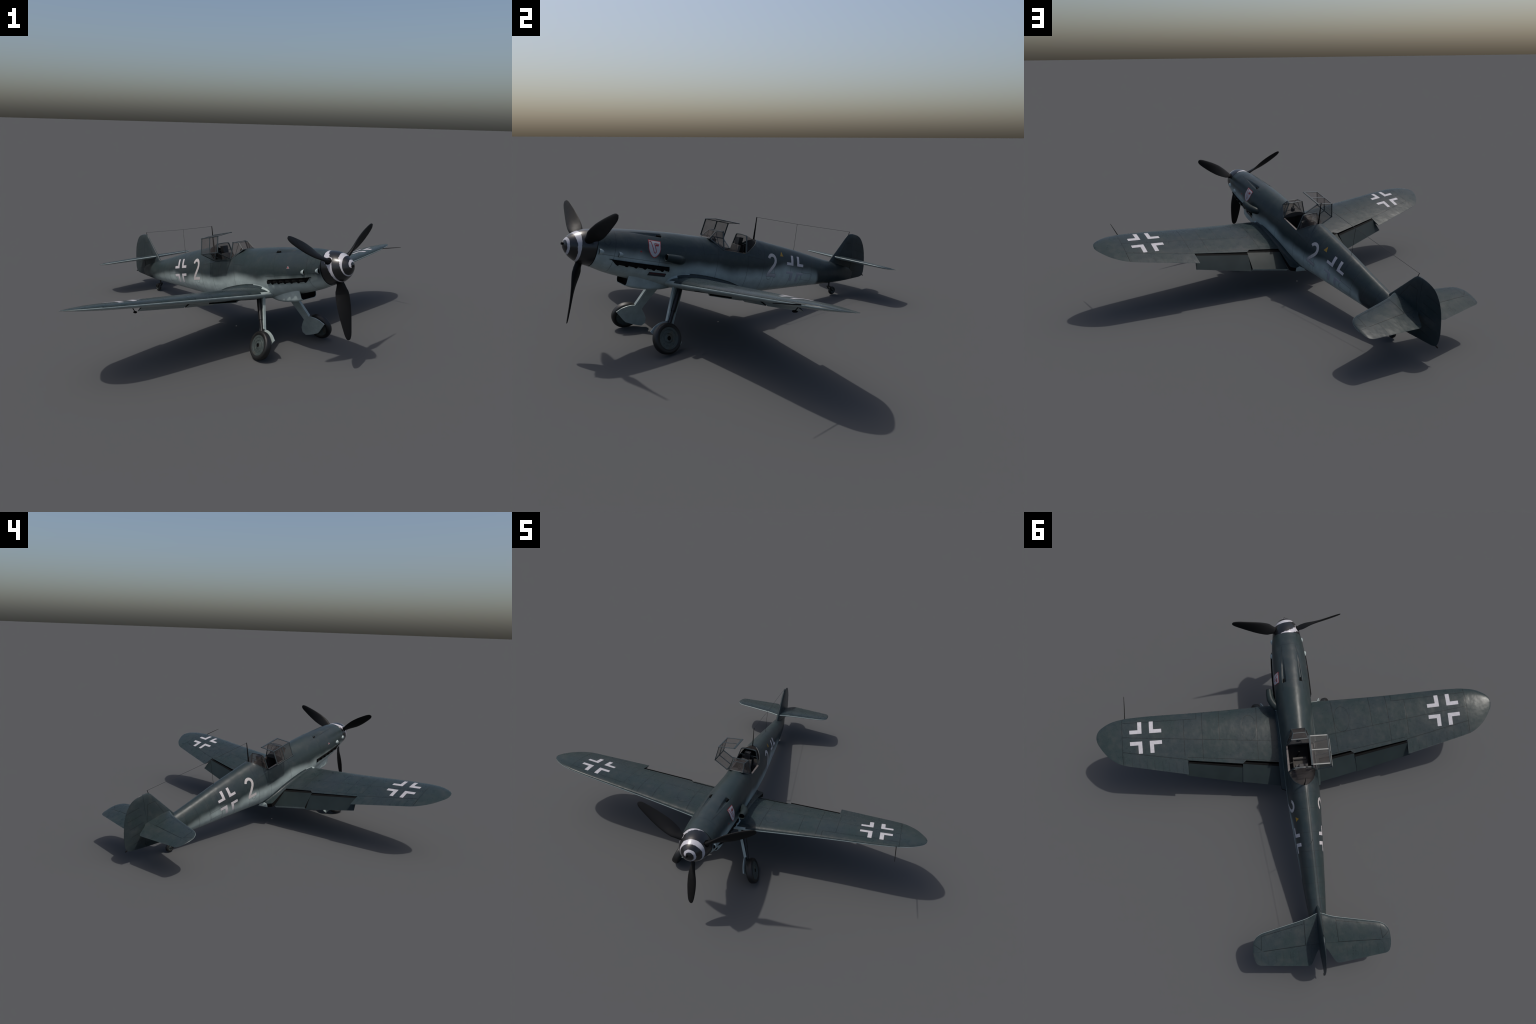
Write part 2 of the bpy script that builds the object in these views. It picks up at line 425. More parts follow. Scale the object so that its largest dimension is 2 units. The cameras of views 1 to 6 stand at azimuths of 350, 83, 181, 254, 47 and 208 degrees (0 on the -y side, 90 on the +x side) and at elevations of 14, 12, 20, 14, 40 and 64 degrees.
# cockpit opening, windscreen cut and rear glazing
bm = bmesh.new(); bm.from_mesh(fus.data)
bmesh.ops.remove_doubles(bm, verts=bm.verts, dist=1e-6)
def cut(y0, y1, co, no):
    fs = [f for f in bm.faces if y0-1e-5 <= f.calc_center_median().y <= y1+1e-5 and f.calc_center_median().z > .08]
    gm = list({v for f in fs for v in f.verts}) + list({e for f in fs for e in f.edges}) + fs
    bmesh.ops.bisect_plane(bm, geom=gm, dist=1e-6, plane_co=co, plane_no=no)
WS_SLOPE = (.095-.141)/(.7345-.652); RG_SLOPE = (.1795-.095)/(.985-.8885)
cut(.645, .7345, (0, .652, .141), (0, -WS_SLOPE, 1))
cut(.8885, .985, (0, .8885, .095), (0, -RG_SLOPE, 1))
kill, glazing = [], []
for f in bm.faces:
    c = f.calc_center_median()
    if .645 < c.y < .7345 and c.z > .141+(c.y-.652)*WS_SLOPE: kill.append(f)
    elif .7345 < c.y < .8885 and c.z > .0951: kill.append(f)
    elif .8885 < c.y < .985 and c.z > .095+(c.y-.8885)*RG_SLOPE: glazing.append(f)
gl = Geo(); vm = {}
for f in glazing:
    ids = []
    for v in f.verts:
        if v not in vm: vm[v] = len(gl.v); gl.v.append(v.co.copy())
        ids.append(vm[v])
    gl.f.append(tuple(ids)); gl.i.append(0)
bmesh.ops.delete(bm, geom=kill+glazing, context='FACES')
bm.to_mesh(fus.data); bm.free()
FUS_BVH = BVHTree.FromPolygons([v.co.copy() for v in fus.data.vertices], [tuple(p.vertices) for p in fus.data.polygons])

def solidify(ob, t, off=-1):
    md = ob.modifiers.new("thickness", 'SOLIDIFY'); md.thickness = t; md.offset = off
    return ob

# oil cooler under the nose
g = Geo()
OC = [(.228, .058, -.155, -.10), (.27, .062, -.1615, -.10), (.34, .060, -.163, -.10), (.41, .052, -.158, -.10), (.47, .036, -.149, -.11), (.50, .024, -.1435, -.12)]
def oc_sec(y, hw, zb, zt, inset=0):
    r = .016; pts = []
    hw -= inset; zb += inset
    for s in (1, -1):
        col = [(hw*1.10, zt), (hw*1.03, zb+.03), (hw, zb+r)] + [(hw-r+r*cos(a), zb+r-r*sin(a)) for a in (pi/8, pi/4, 3*pi/8, pi/2)]
        pts += [Vector((px*s, y + (zt-.02-pz)*.12*0, pz)) for px, pz in (col if s == 1 else reversed(col))]
    return pts
secs = []
oy = curve([(q[0], q[1]) for q in OC]); ob_ = curve([(q[0], q[2]) for q in OC]); ot = curve([(q[0], q[3]) for q in OC])
for k in range(26):
    y = .228 + (.50-.228)*k/25
    secs.append(oc_sec(y, oy(y), ob_(y), ot(y)))
g.grid(secs, 0)
lip = oc_sec(.228, .058, -.155, -.10, .0025)
g.grid([secs[0], lip], 0)
deep = [p + Vector((0, .03, 0)) for p in lip]
g.grid([lip, deep], 1); g.poly(deep, 1)
g.mesh("oil_cooler_intake", [M_FUS, M_BLACK], fus, angle=40)
# supercharger intake on the port side
g = Geo()
sp = [(.1385, .366), (.1385, .398), (.1350, .425), (.1230, .450), (.1060, .470), (.0880, .486)]
sr = [.0185, .0210, .0225, .0230, .0215, .0150]
sz = [.0172, .016, .0145, .013, .011, .010]
g.tube([(a, b, c) for (a, b), c in zip(sp, sz)], sr, 24, 0, cap=False)
c0 = Vector((.1385, .366, .0172))
ring = lambda r, dy: [c0 + Vector((cos(2*pi*j/24)*r, dy, sin(2*pi*j/24)*r)) for j in range(24)]
g.grid([ring(.0185, 0), ring(.0175, -.002), ring(.0150, -.001), ring(.0145, .004)], 0, close_u=True)
g.grid([ring(.0145, .004), ring(.0135, .02)], 1, close_u=True); g.fan(ring(.0135, .02), c0+Vector((0, .02, 0)), 1)
md = g.mesh("supercharger_intake", [M_FLAP, M_BLACK], fus, angle=60)

# small cooling scoops, both sides
for s in (1, -1):
    for y0, z0 in ((.048, -.003), (.138, -.004)):
        g = Geo(); x0 = fus_x(y0+.01, z0)-.003
        rws = []
        for k in range(9):
            t = k/8; r = .0140*sqrt(max(0, 1-(t*.98)**2)); r2 = .0125*sqrt(max(0, 1-(t*.98)**2.5))
            rws.append([Vector((s*(x0 + r2*sin(a)), y0 + .026*t, z0 + r*cos(a))) for a in [pi*j/10 for j in range(11)]])
        g.grid(rws, 0); g.poly([p+Vector((0, .002, 0)) for p in rws[0]], 1)
        g.mesh("cooling_scoop", [M_LOW, M_BLACK], fus)

# exhaust row: black band laid on the skin in place of a slot, upper shroud lip, six flattened stubs, pale saw-tooth lower edge
for s in (1, -1):
    g = Geo(); y0, y1 = .102, .412
    def skinpt(y, z, off): return Vector((s*(fus_x(y, z)+off), y, z))
    N = 40
    top = []; bot = []
    for k in range(N+1):
        y = y0+(y1-y0)*k/N
        zt = -.0305; zb = -.0305 - .0275*sstep(0, .16, k/N) - .001*k/N
        top.append((y, zt)); bot.append((y, zb))
    g.grid([[skinpt(y, z, .0012) for y, z in top], [skinpt(y, (z+bot[i][1])/2, .0012) for i, (y, z) in enumerate(top)], [skinpt(y, z, .0012) for y, z in bot]], 0)
    g.grid([[skinpt(y, z, .0005) for y, z in top], [skinpt(y, z+.001, .009*sstep(0, .08, i/N)*sstep(1, .97, i/N)+.0012) for i, (y, z) in enumerate(top)],
            [skinpt(y, z-.001, .009*sstep(0, .08, i/N)*sstep(1, .97, i/N)+.0012) for i, (y, z) in enumerate(top)], [skinpt(y, z-.002, .0005) for y, z in top]], 0)
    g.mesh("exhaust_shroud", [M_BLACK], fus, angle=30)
    for k in range(6):
        yb = .138 + .0465*k
        g = Geo()
        p = [skinpt(yb, -.041, -.008), skinpt(yb+.012, -.042, .001), skinpt(yb+.028, -.043, .0050), skinpt(yb+.040, -.0445, .0060)]
        prev = []
        for q, hz, hx in zip(p, (.010, .010, .0095, .009), (.005, .0045, .004, .0035)):
            prev.append([q + Vector((s*hx*cos(a), 0, hz*sin(a))) for a in [2*pi*j/14 for j in range(14)]])
        g.grid(prev, 0, close_u=True); g.fan(prev[-1], p[-1]-Vector((0, .004, 0)), 1)
        g.mesh("exhaust_stub", [M_BLACK, M_BLACK], fus)
    g = Geo()
    for k in range(6):
        yb = .150 + .0465*k
        zb = -.0570
        g.poly([skinpt(yb, zb-.001, .0022), skinpt(yb+.038, zb-.0015, .0022), skinpt(yb+.030, zb+.003, .0050), skinpt(yb+.004, zb+.0095, .0075)], 0)
    g.mesh("exhaust_saw_tooth_edge", [M_LOW], fus, stuff=True)

# machine gun barrels in the troughs
for s in (1, -1):
    g = Geo(); xg = .0487*s
    g.tube([(xg, .338, .1072), (xg, .372, .1076)], [.0044, .0044], 12, 0)
    g.tube([(xg, .3560, .1055), (xg, .3622, .1055)], [.0070, .0070], 16, 0)  # black disc standing in for the gun hole
    g.mesh("gun_barrel", [M_BLACK], fus)

# ------------------------------------------------------------------ cockpit
g = Geo()
def tubsec(y, top, hwt, floor): return [Vector((hwt, y, top)), Vector((hwt-.004, y, .03)), Vector((.058, y, floor)), Vector((-.058, y, floor)), Vector((-hwt+.004, y, .03)), Vector((-hwt, y, top))]
secs = [tubsec(.690, .115, .052, -.07), tubsec(.7345, .0945, .0690, -.075), tubsec(.81, .0945, .0705, -.075), tubsec(.8885, .0945, .0690, -.07)]
g.grid(secs, 0); g.poly([secs[0][0], *secs[0][1:]], 0)
back = [Vector((.069, .8885, .0945)), Vector((.0655, .8885, .03)), Vector((.058, .8885, -.07)), Vector((-.058, .8885, -.07)), Vector((-.0655, .8885, .03)), Vector((-.069, .8885, .0945))]
g.poly(back, 0)
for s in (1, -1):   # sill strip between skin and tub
    a = []; b = []
    for k in range(15):
        y = .7345 + (.8885-.7345)*k/14
        a.append(Vector((s*(fus_x(y, .095)+.0004), y, .0956))); b.append(Vector((s*.0665, y, .0954)))
    g.grid([a, b], 1); g.grid([b, [p - Vector((0, 0, .012)) for p in b]], 1)
tub = g.mesh("cockpit_tub", [M_INNER, M_SILL], fus, smooth=False)
# coaming and instrument panel under the windscreen
g = Geo(); rws = []
for k in range(8):
    y = .655 + (.7345-.655)*k/7
    w = .043 + (.0705-.043)*k/7; zb_ = .136 + (.094-.136)*k/7
    rws.append([Vector((w*cos(a), y, zb_ + max(.004, (.030*k/7))*sin(a)**.8 if 0 < a < pi else zb_)) for a in [pi*j/16 for j in range(17)]])
g.grid(rws, 0); g.poly(rws[-1], 0)
g.mesh("instrument_coaming", [M_INNER], fus)
g = Geo()
g.box((0, .712, .136), (.007, 0, 0), (0, .010, 0), (0, 0, .008)); g.box((0, .712, .148), (.005, 0, 0), (0, .0008, .001), (0, -.003, .006))
g.mesh("gun_sight", [M_INNER], fus, smooth=False)
# seat with back and head armour
seat = Geo()
seat.box((0, .818, -.014), (.040, 0, 0), (0, .030, 0), (0, 0, .008), 0)
seat.box((0, .796, -.003), (.040, 0, 0), (0, .009, 0), (0, 0, .006), 0)
seat.box((0, .861, .058), (.034, 0, 0), (0, .008, -.001), (0, .004, .075), 0)
for s in (1, -1): seat.box((s*.040, .832, .004), (.002, 0, 0), (0, .024, 0), (0, 0, .020), 0)
seat = seat.mesh("seat", [M_SEAT], fus, smooth=False)
bv = seat.modifiers.new("edge", 'BEVEL'); bv.width = .002; bv.segments = 2
g = Geo()
g.box((0, .893, .105), (.040, 0, 0), (0, .002, 0), (0, 0, .036), 0)
g.box((0, .877, .157), (.019, 0, 0), (0, .0140, 0), (0, .001, .0205), 0)
g.box((0, .868, .128), (.015, 0, 0), (0, .006, 0), (0, .002, .022), 0)
hd = g.mesh("headrest", [M_DARKMETAL], fus, smooth=False)
bv = hd.modifiers.new("edge", 'BEVEL'); bv.width = .005; bv.segments = 3
g = Geo(); g.tube([(.01, .77, -.06), (.004, .765, .0), (.0, .76, .03)], [.003, .003, .005], 8)
g.mesh("control_stick", [M_DARKMETAL], fus)
g = Geo(); g.grid([[Vector((x, .8855+.095*k/5, .092+.0*k)) for x in (-.072*(1-.10*k/5), 0, .072*(1-.10*k/5))] for k in range(6)], 0)
g.mesh("rear_shelf", [M_INNER], fus, smooth=False)

# ------------------------------------------------------------------- canopy
canopy = bpy.data.objects.new("canopy", None); link(canopy, ROOT)
A = Vector((.041, .653, .1415)); B = Vector((.034, .690, .1845)); C = Vector((.0465, .7275, .1895)); D = Vector((.0765, .7350, .0950))
m_ = lambda p: Vector((-p.x, p.y, p.z))
g = Geo()
g.poly([A, B, m_(B), m_(A)]).poly([B, C, m_(C), m_(B)])
for s in (1, -1): g.poly([sx(A, s), sx(B, s), sx(C, s), sx(D, s)])
solidify(g.mesh("windscreen_glass", [M_GLASS], canopy, smooth=False), .0010)
g = Geo()
for s in (1, -1):
    a, b, c, d = (sx(p, s) for p in (A, B, C, D))
    g.bar(a, b, .0050, .0030, (s*.5, 0, .8)); g.bar(b, c, .0050, .0030, (s*.5, 0, .8))
    g.bar(c, d, .0070, .0040, (s*1, 0, .4)); g.bar(a, d, .0060, .0025, (s*1, 0, .4))
    bb = b.lerp(a, .02); g.bar(bb, d.lerp(a, .35), .0030, .0025, (s*1, 0, .4))
    g.box(c, (.003, 0, 0), (0, .0035, 0), (0, 0, .003))
g.bar(C, m_(C), .0075, .0035); g.bar(B, m_(B), .0050, .0030); g.bar(A, m_(A), .0050, .0025, (0, -.8, .6))
ob = g.mesh("windscreen_frame", [M_FRAME], canopy, smooth=False)
bv = ob.modifiers.new("edge", 'BEVEL'); bv.width = .0008; bv.segments = 2
# rear glazing
rg = make("rear_canopy_glass", gl.v, gl.f, [M_GLASS], canopy, angle=50)
solidify(rg, .0010)
g = Geo()
ap = [Vector((arch_point(t).x, .8885, arch_point(t).y)) for t in [k/24 for k in range(25)]]
path = ap + mirror(reversed(ap[:-1]))
for i, w in ((0, 0),):
    o = [p + Vector((0, -.0035, 0)) for p in path]; q = [p + Vector((0, .0035, 0)) for p in path]
    c_ = Vector((0, .8885, .10))
    oo = [p + (p-c_).normalized()*.0018 for p in o]; qq = [p + (p-c_).normalized()*.0018 for p in q]
    oi = [p - (p-c_).normalized()*.0030 for p in o]; qi = [p - (p-c_).normalized()*.0030 for p in q]
    g.grid([oo, qq, qi, oi], 0, close_v=True)
g.bar((-.059, .8875, .150), (.059, .8875, .150), .003, .003)
for s in (1, -1):   # slanted rear edge of the glazing
    pr_ = []
    for k in range(15):
        y = .892 + (.978-.892)*k/14; z = .095 + (y-.8885)*RG_SLOPE
        h = section(y)
        best = min(h[NL+NS:], key=lambda p: abs(p[1]-z))
        pr_.append(Vector((s*(best[0]+.0006), y, z)))
    g.tube(pr_, .0016, 6)
g.mesh("rear_canopy_frame", [M_FRAME], canopy)
# hinged hood, swung open to starboard
H = [Vector((-.0835, 0, .0985)), Vector((-.1665, 0, .1465)), Vector((-.1475, 0, .2385)), Vector((-.0430, 0, .2503))]
yf, ym, yr = .7305, .8085, .8885
at = lambda p, y: Vector((p.x, y, p.z))
g = Geo()
for i in range(3):
    g.poly([at(H[i], yf), at(H[i+1], yf), at(H[i+1], yr), at(H[i], yr)])
solidify(g.mesh("hood_glass", [M_GLASS], canopy, smooth=False), .0010, 0)
g = Geo()
for i in range(3):
    d = (H[i+1]-H[i]).normalized(); nrm = Vector((-d.z, 0, d.x))
    for y, w in ((yf, .008), (ym, .0075), (yr, .008)):
        g.bar(at(H[i], y), at(H[i+1], y), w, .0032, nrm)
for i, w in ((0, .006), (1, .0065), (2, .0065), (3, .0110)):
    up = Vector((.1, 0, 1)) if i >= 2 else Vector((-1, 0, -.3))
    off = Vector((-.005, 0, -.0006)) if i == 3 else Vector((0, 0, 0))
    g.bar(at(H[i], yf-.004)+off, at(H[i], yr+.004)+off, w, .0045, up)
ob = g.mesh("hood_frame", [M_FRAME], canopy, smooth=False)
bv = ob.modifiers.new("edge", 'BEVEL'); bv.width = .0010; bv.segments = 2

# --------------------------------------------------------------------- wing
X_TIP = 1.1675
le_in = curve([(.0, .424), (.13, .4240), (.238, .4300), (.466, .4405), (.60, .4450), (.86, .4500), (.95, .4545), (1.0, .4580)])
te_in = lambda x: .8160 - .2125*(x-.669)
q_le = curve([(0, .570), (.12, .549), (.212, .5350), (.473, .5035), (.76, .4730), (.92, .4628), (1.0, .4580)])
q_te = curve([(0, .570), (.12, .590), (.318, .6210), (.644, .6910), (.906, .7360), (1.0, .7457)])
def qx(x): return sqrt(max(0, 1-((x-1.0)/(X_TIP-1.0))**1))if x > 1.0 else 1.0
def LE(x): return le_in(x) if x <= 1.0 else q_le(qx(x))
def TE(x): return te_in(x) if x <= 1.0 else q_te(qx(x))
def zc(x): return -.1000 + (x-.2)*.1185
def thick(x): return .142 - .030*min(1, x/1.0)
def yt(s): return 5*(.2969*sqrt(s)-.126*s-.3516*s*s+.2843*s**3-.1036*s**4)
def wing_pt(x, y, upper):
    c = max(1e-4, TE(x)-LE(x)); s = min(1, max(0, (y-LE(x))/c))
    t = thick(x)*c*yt(s)
    if x > 1.0: t *= (.35+.65*qx(x)**.6)
    base = zc(x) + .0025*(1-s)
    return Vector((x, y, base + (t*1.21 if upper else -t*.79)))

def cosx(n): return [(1-cos(pi*k/n))/2 for k in range(n+1)]
def wing_rows(xs, y0f, y1f, n=36, s_light=.004):
    """closed chordwise loops between y0(x) and y1(x); returns rows + light mask"""
    out = []
    for x in xs:
        a, b = y0f(x), y1f(x)
        ts = [t**1.0 for t in cosx(n)]
        lead = abs(a-LE(x)) < 1e-6
        if not lead: ts = [k/n for k in range(n+1)]
        if lead and abs(b-TE(x)) > 1e-6: ts = [1-cos(pi/2*k/n) for k in range(n+1)]
        up = [wing_pt(x, a+(b-a)*t, True) for t in reversed(ts)]
        lo = [wing_pt(x, a+(b-a)*t, False) for t in ts]
        out.append(up + lo[1:] if lead else up + lo)
    return out
def hinge(x):   # aileron hinge line
    return .7340 - .185*(x-.655)
def flap_cut(x):
    return .7860 - .1260*(x-.129) if x < .3335 else .7800 - .1360*(x-.3335)

WING_BVH = {}
for s, side in ((1, 'port'), (-1, 'starboard')):
    n = 36
    g = Geo()
    # inner panel (flap span), aileron span, tip
    def addpanel(xs, y1f, capin=True, capout=False, n=36):
        rws = wing_rows(xs, LE, y1f, n)
        rws = [[sx(p, s) for p in r] for r in rws]
        g.grid(rws, lambda i, j: 0 if j < (n-1 if abs(rws[i][0].x) > .14 else n-4) else 1)
        g.grid([[r[0] for r in rws], [r[-1] for r in rws]], 2)
        if capin: g.poly(rws[0], 2)
        if capout: g.poly(rws[-1], 2)
    in_x = [.05+(.3335-.05)*k/14 for k in range(15)]
    in2 = [.3336+(.6525-.3336)*k/14 for k in range(15)]
    addpanel(in_x, flap_cut, True, True)
    addpanel(in2, flap_cut, True, True)
    addpanel([.6526+(1.0235-.6526)*k/20 for k in range(21)], hinge, True, True)
    tipx = [1.0236+(X_TIP-1.0236)*(1-(1-k/22)**2.2) for k in range(23)]
    rws = [[sx(p, s) for p in r] for r in wing_rows(tipx, LE, TE, n)]
    g.grid(rws, lambda i, j: 0 if j < n-1 else 1); g.poly(rws[0], 2)
    wing = g.mesh("wing", [M_WUP, M_LOW, M_BLACK], ROOT, angle=40)
    WING_BVH[s] = BVHTree.FromPolygons([v.co.copy() for v in wing.data.vertices], [tuple(p.vertices) for p in wing.data.polygons])
    # aileron
    g = Geo()
    xs = [.6534+(1.0230-.6534)*k/24 for k in range(25)]
    rws = [[sx(p, s) for p in r] for r in wing_rows(xs, lambda x: hinge(x)+.0005, TE, 14)]
    g.grid(rws, lambda i, j: 0 if j < 14 else 1, close_u=True); g.poly(rws[0], 0); g.poly(rws[-1], 0)
    ail = g.mesh("aileron", [M_WUP, M_LOW], wing, angle=40)
    g = Geo()
    g.tube([sx((.770, .690, -.040), s), sx((.7635, .672, -.072), s)], .0022, 8)
    g.tube([sx((.7630, .655, -.0735), s), sx((.7630, .662, -.0735), s), sx((.7630, .672, -.0735), s), sx((.7630, .684, -.0735), s), sx((.7630, .690, -.0735), s)], [.0012, .0050, .0062, .0045, .0012], 10)
    g.mesh("mass_balance", [M_BLACK], ail)
    # outboard flap, lowered
    def plate(name, le_i, le_o, te_i, te_o, tn, tt, mats, tefn=None):
        g = Geo(); NX = 8; NC = 10; rws = []
        for k in range(NX+1):
            a = Vector(le_i).lerp(Vector(le_o), k/NX); b = Vector(te_i).lerp(Vector(te_o), k/NX)
            d = (b-a).normalized(); nn = Vector((0, -d.z, d.y)).normalized()
            up, lo = [], []
            for q in range(NC+1):
                t = q/NC
                th = tn*sqrt(min(1, t/.14))*(1-t) + tt*t if t < .14 else tn*(1-t)+tt*t
                up.append(a.lerp(b, t)+nn*th*.0 + nn*.0008*sin(pi*t)); lo.append(a.lerp(b, t)-nn*th)
            rws.append([sx(p, s) for p in list(reversed(up)) + lo])
        NN = len(rws[0])
        g.grid(rws, lambda i, j: 0 if j < NC-1 else (3 if j < NC+4 else 1))  # nose faces painted black to carry the shade of the gap
        g.grid([[r[-1] for r in rws], [r[0] for r in rws]], 1)
        g.poly(rws[0], 2); g.poly(rws[-1], 2)
        gap_strip = []  # added black strip that blocks light through the flap gap
        for k in range(NX+1):
            a = Vector(le_i).lerp(Vector(le_o), k/NX)
            gap_strip.append([sx(wing_pt(a.x, flap_cut(a.x)-.006, False)+Vector((0, 0, .0015)), s), sx(a+Vector((0, .004, -tn*.75)), s)])
        g.grid(gap_strip, 3)
        return g.mesh(name, mats + [M_BLACK], wing, angle=40)
    plate("flap", (.3370, .7930, -.0660), (.6490, .7470, -.0320), (.3490, .8800, -.1350), (.6740, .8150, -.0875), .020, .0015, [M_FLAP, M_LOW, M_FLAP])
    plate("radiator_flap", (.1200, .7980, -.0880), (.3325, .7700, -.0640), (.1190, .9195, -.1505), (.3430, .8800, -.1215), .022, .0170, [M_FLAP, M_LOW, M_BLACK])
    # radiator housing below the wing
    g = Geo(); rws = []
    for k in range(13):
        y = .655 + (.80-.655)*k/12
        d = .017 + .008*sstep(0, .6, k/12)
        row = []
        for j in range(13):
            x = .118 + (.338-.118)*j/12
            e = min(j, 12-j)/12
            row.append(sx(wing_pt(x, min(y, flap_cut(x)-.001), False) + Vector((0, y-min(y, flap_cut(x)-.001), -d*min(1, e*10+.0) if e < .1 else -d)), s))
        rws.append(row)
    g.grid(rws, 0)
    fr = rws[0]; g.grid([fr, [sx(wing_pt(.118+(.338-.118)*j/12, .6545, False)+Vector((0, 0, .002)), s) for j in range(13)]], 0)
    inner = [sx(wing_pt(.143+(.332-.143)*j/8, .6545, False) + Vector((0, -.0012, -.0142)), s) for j in range(9)]
    innt = [sx(wing_pt(.143+(.332-.143)*j/8, .6545, False) + Vector((0, -.0012, -.0005)), s) for j in range(9)]
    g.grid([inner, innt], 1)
    g.mesh("radiator_housing", [M_LOW, M_BLACK], wing, angle=40)
    # black patches laid on the underside in place of wheel bay and leg slot
    g = Geo()
    def under(x, y, o=.0006): return sx(wing_pt(x, y, False) - Vector((0, 0, o)), s)
    g.grid([[under(.285+.062*r*cos(a), .545+.075*r*sin(a)) for a in [2*pi*j/28 for j in range(28)]] for r in (.02, .35, .7, 1.0)], 0, close_u=True)
    g.grid([[under(.12+.11*i/6, .485+.05*j/4+.03*i/6, .0009) for j in range(5)] for i in range(7)], 0)
    g.mesh("wheel_bay_patch", [M_BLACK], wing)
    # root fillet
    g = Geo(); rws = []
    hf = curve([(.42, .006), (.50, .018), (.65, .022), (.80, .024), (.93, .024), (.985, .008)])
    wf = curve([(.42, .006), (.50, .016), (.65, .018), (.80, .022), (.93, .021), (.985, .002)])
    for k in range(41):
        y = .426 + (.985-.426)*k/40
        ye = min(y, TE(.11)-.002)
        zw = wing_pt(.11, ye, True).z - (.012*sstep(.78, .985, y)) 
        Ap = Vector((fus_x(y, zw+hf(y))-.0006, y, zw+hf(y))); xc = fus_x(y, zw)
        Bx = max(xc, .098*sstep(.99, .94, y)) + wf(y)
        Bp = Vector((Bx, y, zw-.0008 + .1185*(Bx-.11)))
        Cp = Vector((xc+.002, y, zw+.002))
        row = [Ap.lerp(Cp, t).lerp(Cp.lerp(Bp, t), t) for t in [j/7 for j in range(8)]]
        dk = sstep(.78, .93, y)*sstep(.985, .955, y)  # black skirt, dropped here to block light beside the flap
        row.append(Bp + Vector((.001*dk, 0, -.006 - .020*dk))); row.append(Vector((xc-.012, y, Bp.z-.012 - .020*dk)))
        rws.append([sx(p, s) for p in row])
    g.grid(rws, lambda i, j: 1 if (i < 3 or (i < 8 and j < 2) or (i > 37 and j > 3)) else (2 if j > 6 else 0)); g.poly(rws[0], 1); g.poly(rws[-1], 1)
    g.mesh("wing_root_fillet", [M_WUP, M_LOW, M_BLACK], wing, angle=50)
    # landing-light / pitot on the port side only
    if s == 1:
        g = Geo(); g.tube([(1.0038, .470, -.0010), (1.0040, .40, -.0030), (1.0044, .319, -.0057)], [.0026, .0024, .0014], 8)
        g.mesh("pitot_tube", [M_BLACK], wing)

# ---------------------------------------------------------------- tailplane
t_le = curve([(0, 1.662), (.02, 1.667), (.05, 1.6797), (.082, 1.6893), (.19, 1.7125), (.276, 1.7307), (.30, 1.7357)])
t_te = lambda x: 1.9214 - .107*(x-.0843)
XT = .3588; XS = .300
q_tle = curve([(0, 1.831), (.10, 1.808), (.198, 1.7900), (.429, 1.7696), (.688, 1.7500), (.925, 1.7385), (1.0, 1.7357)])
q_tte = curve([(0, 1.831), (.149, 1.8450), (.30, 1.8640), (.502, 1.8850), (.67, 1.8930), (.812, 1.8965), (1.0, 1.8983)])
inner_te = curve([(.004, 1.830), (.026, 1.8510), (.0642, 1.9145), (.072, 1.9195), (.0843, 1.9214)])
def tq(x): return sqrt(max(0, 1-(x-XS)/(XT-XS)))
def tLE(x): return t_le(x) if x <= XS else q_tle(tq(x))
def tTE(x):
    if x < .0843: return inner_te(x)
    return t_te(x) if x <= XS else q_tte(tq(x))
def tail_pt(x, y, upper):
    c0_ = (t_te(max(x, .0843)) if x <= XS else tTE(x)) - tLE(x); c0_ = max(1e-4, c0_)
    s_ = min(1, max(0, (y-tLE(x))/c0_)); t = .105*c0_*yt(s_)
    return Vector((x, y, .1665 + (t if upper else -t)))
def t_hinge(x): return 1.8185 + .040*(x-.084)
def tail_rows(xs, y0, y1, n, lead):
    out = []
    for x in xs:
        a, b = y0(x), y1(x); b = max(b, a+1e-5)
        ts = [1-cos(pi/2*k/n) for k in range(n+1)] if lead else [k/n for k in range(n+1)]
        up = [tail_pt(x, a+(b-a)*t, True) for t in reversed(ts)]; lo = [tail_pt(x, a+(b-a)*t, False) for t in ts]
        out.append(up + lo[1:] if lead else up + lo)
    return out
for s in (1, -1):
    g = Geo(); n = 20
    xs = [.004+(XS-.004)*k/24 for k in range(25)] + [XS+(XT-.0004-XS)*(1-(1-k/14)**2) for k in range(1, 15)]
    rws = [[sx(p, s) for p in r] for r in tail_rows(xs, tLE, lambda x: min(t_hinge(x), max(tTE(x), tLE(x))), n, True)]
    g.grid(rws, lambda i, j: 0 if j < n-2 else 1); g.grid([[r[0] for r in rws], [r[-1] for r in rws]], 2)
    g.poly(rws[-1], 1)
    tp = g.mesh("tailplane", [M_TUP, M_LOW, M_BLACK], ROOT, angle=40)
    g = Geo()
    xs = [.006+(.0843-.006)*k/12 for k in range(13)] + [.0843+(XS-.0843)*k/16 for k in range(1, 17)] + [XS+(XT-.0002-XS)*(1-(1-k/16)**2) for k in range(1, 17)]
    rws = [[sx(p, s) for p in r] for r in tail_rows(xs, lambda x: t_hinge(x)+.0005, lambda x: tTE(x), 12, False)]
    g.grid(rws, lambda i, j: 0 if j < 13 else 1, close_u=True); g.poly(rws[0], 0); g.poly(rws[-1], 1)
    g.mesh("elevator", [M_TUP, M_LOW], tp, angle=40)

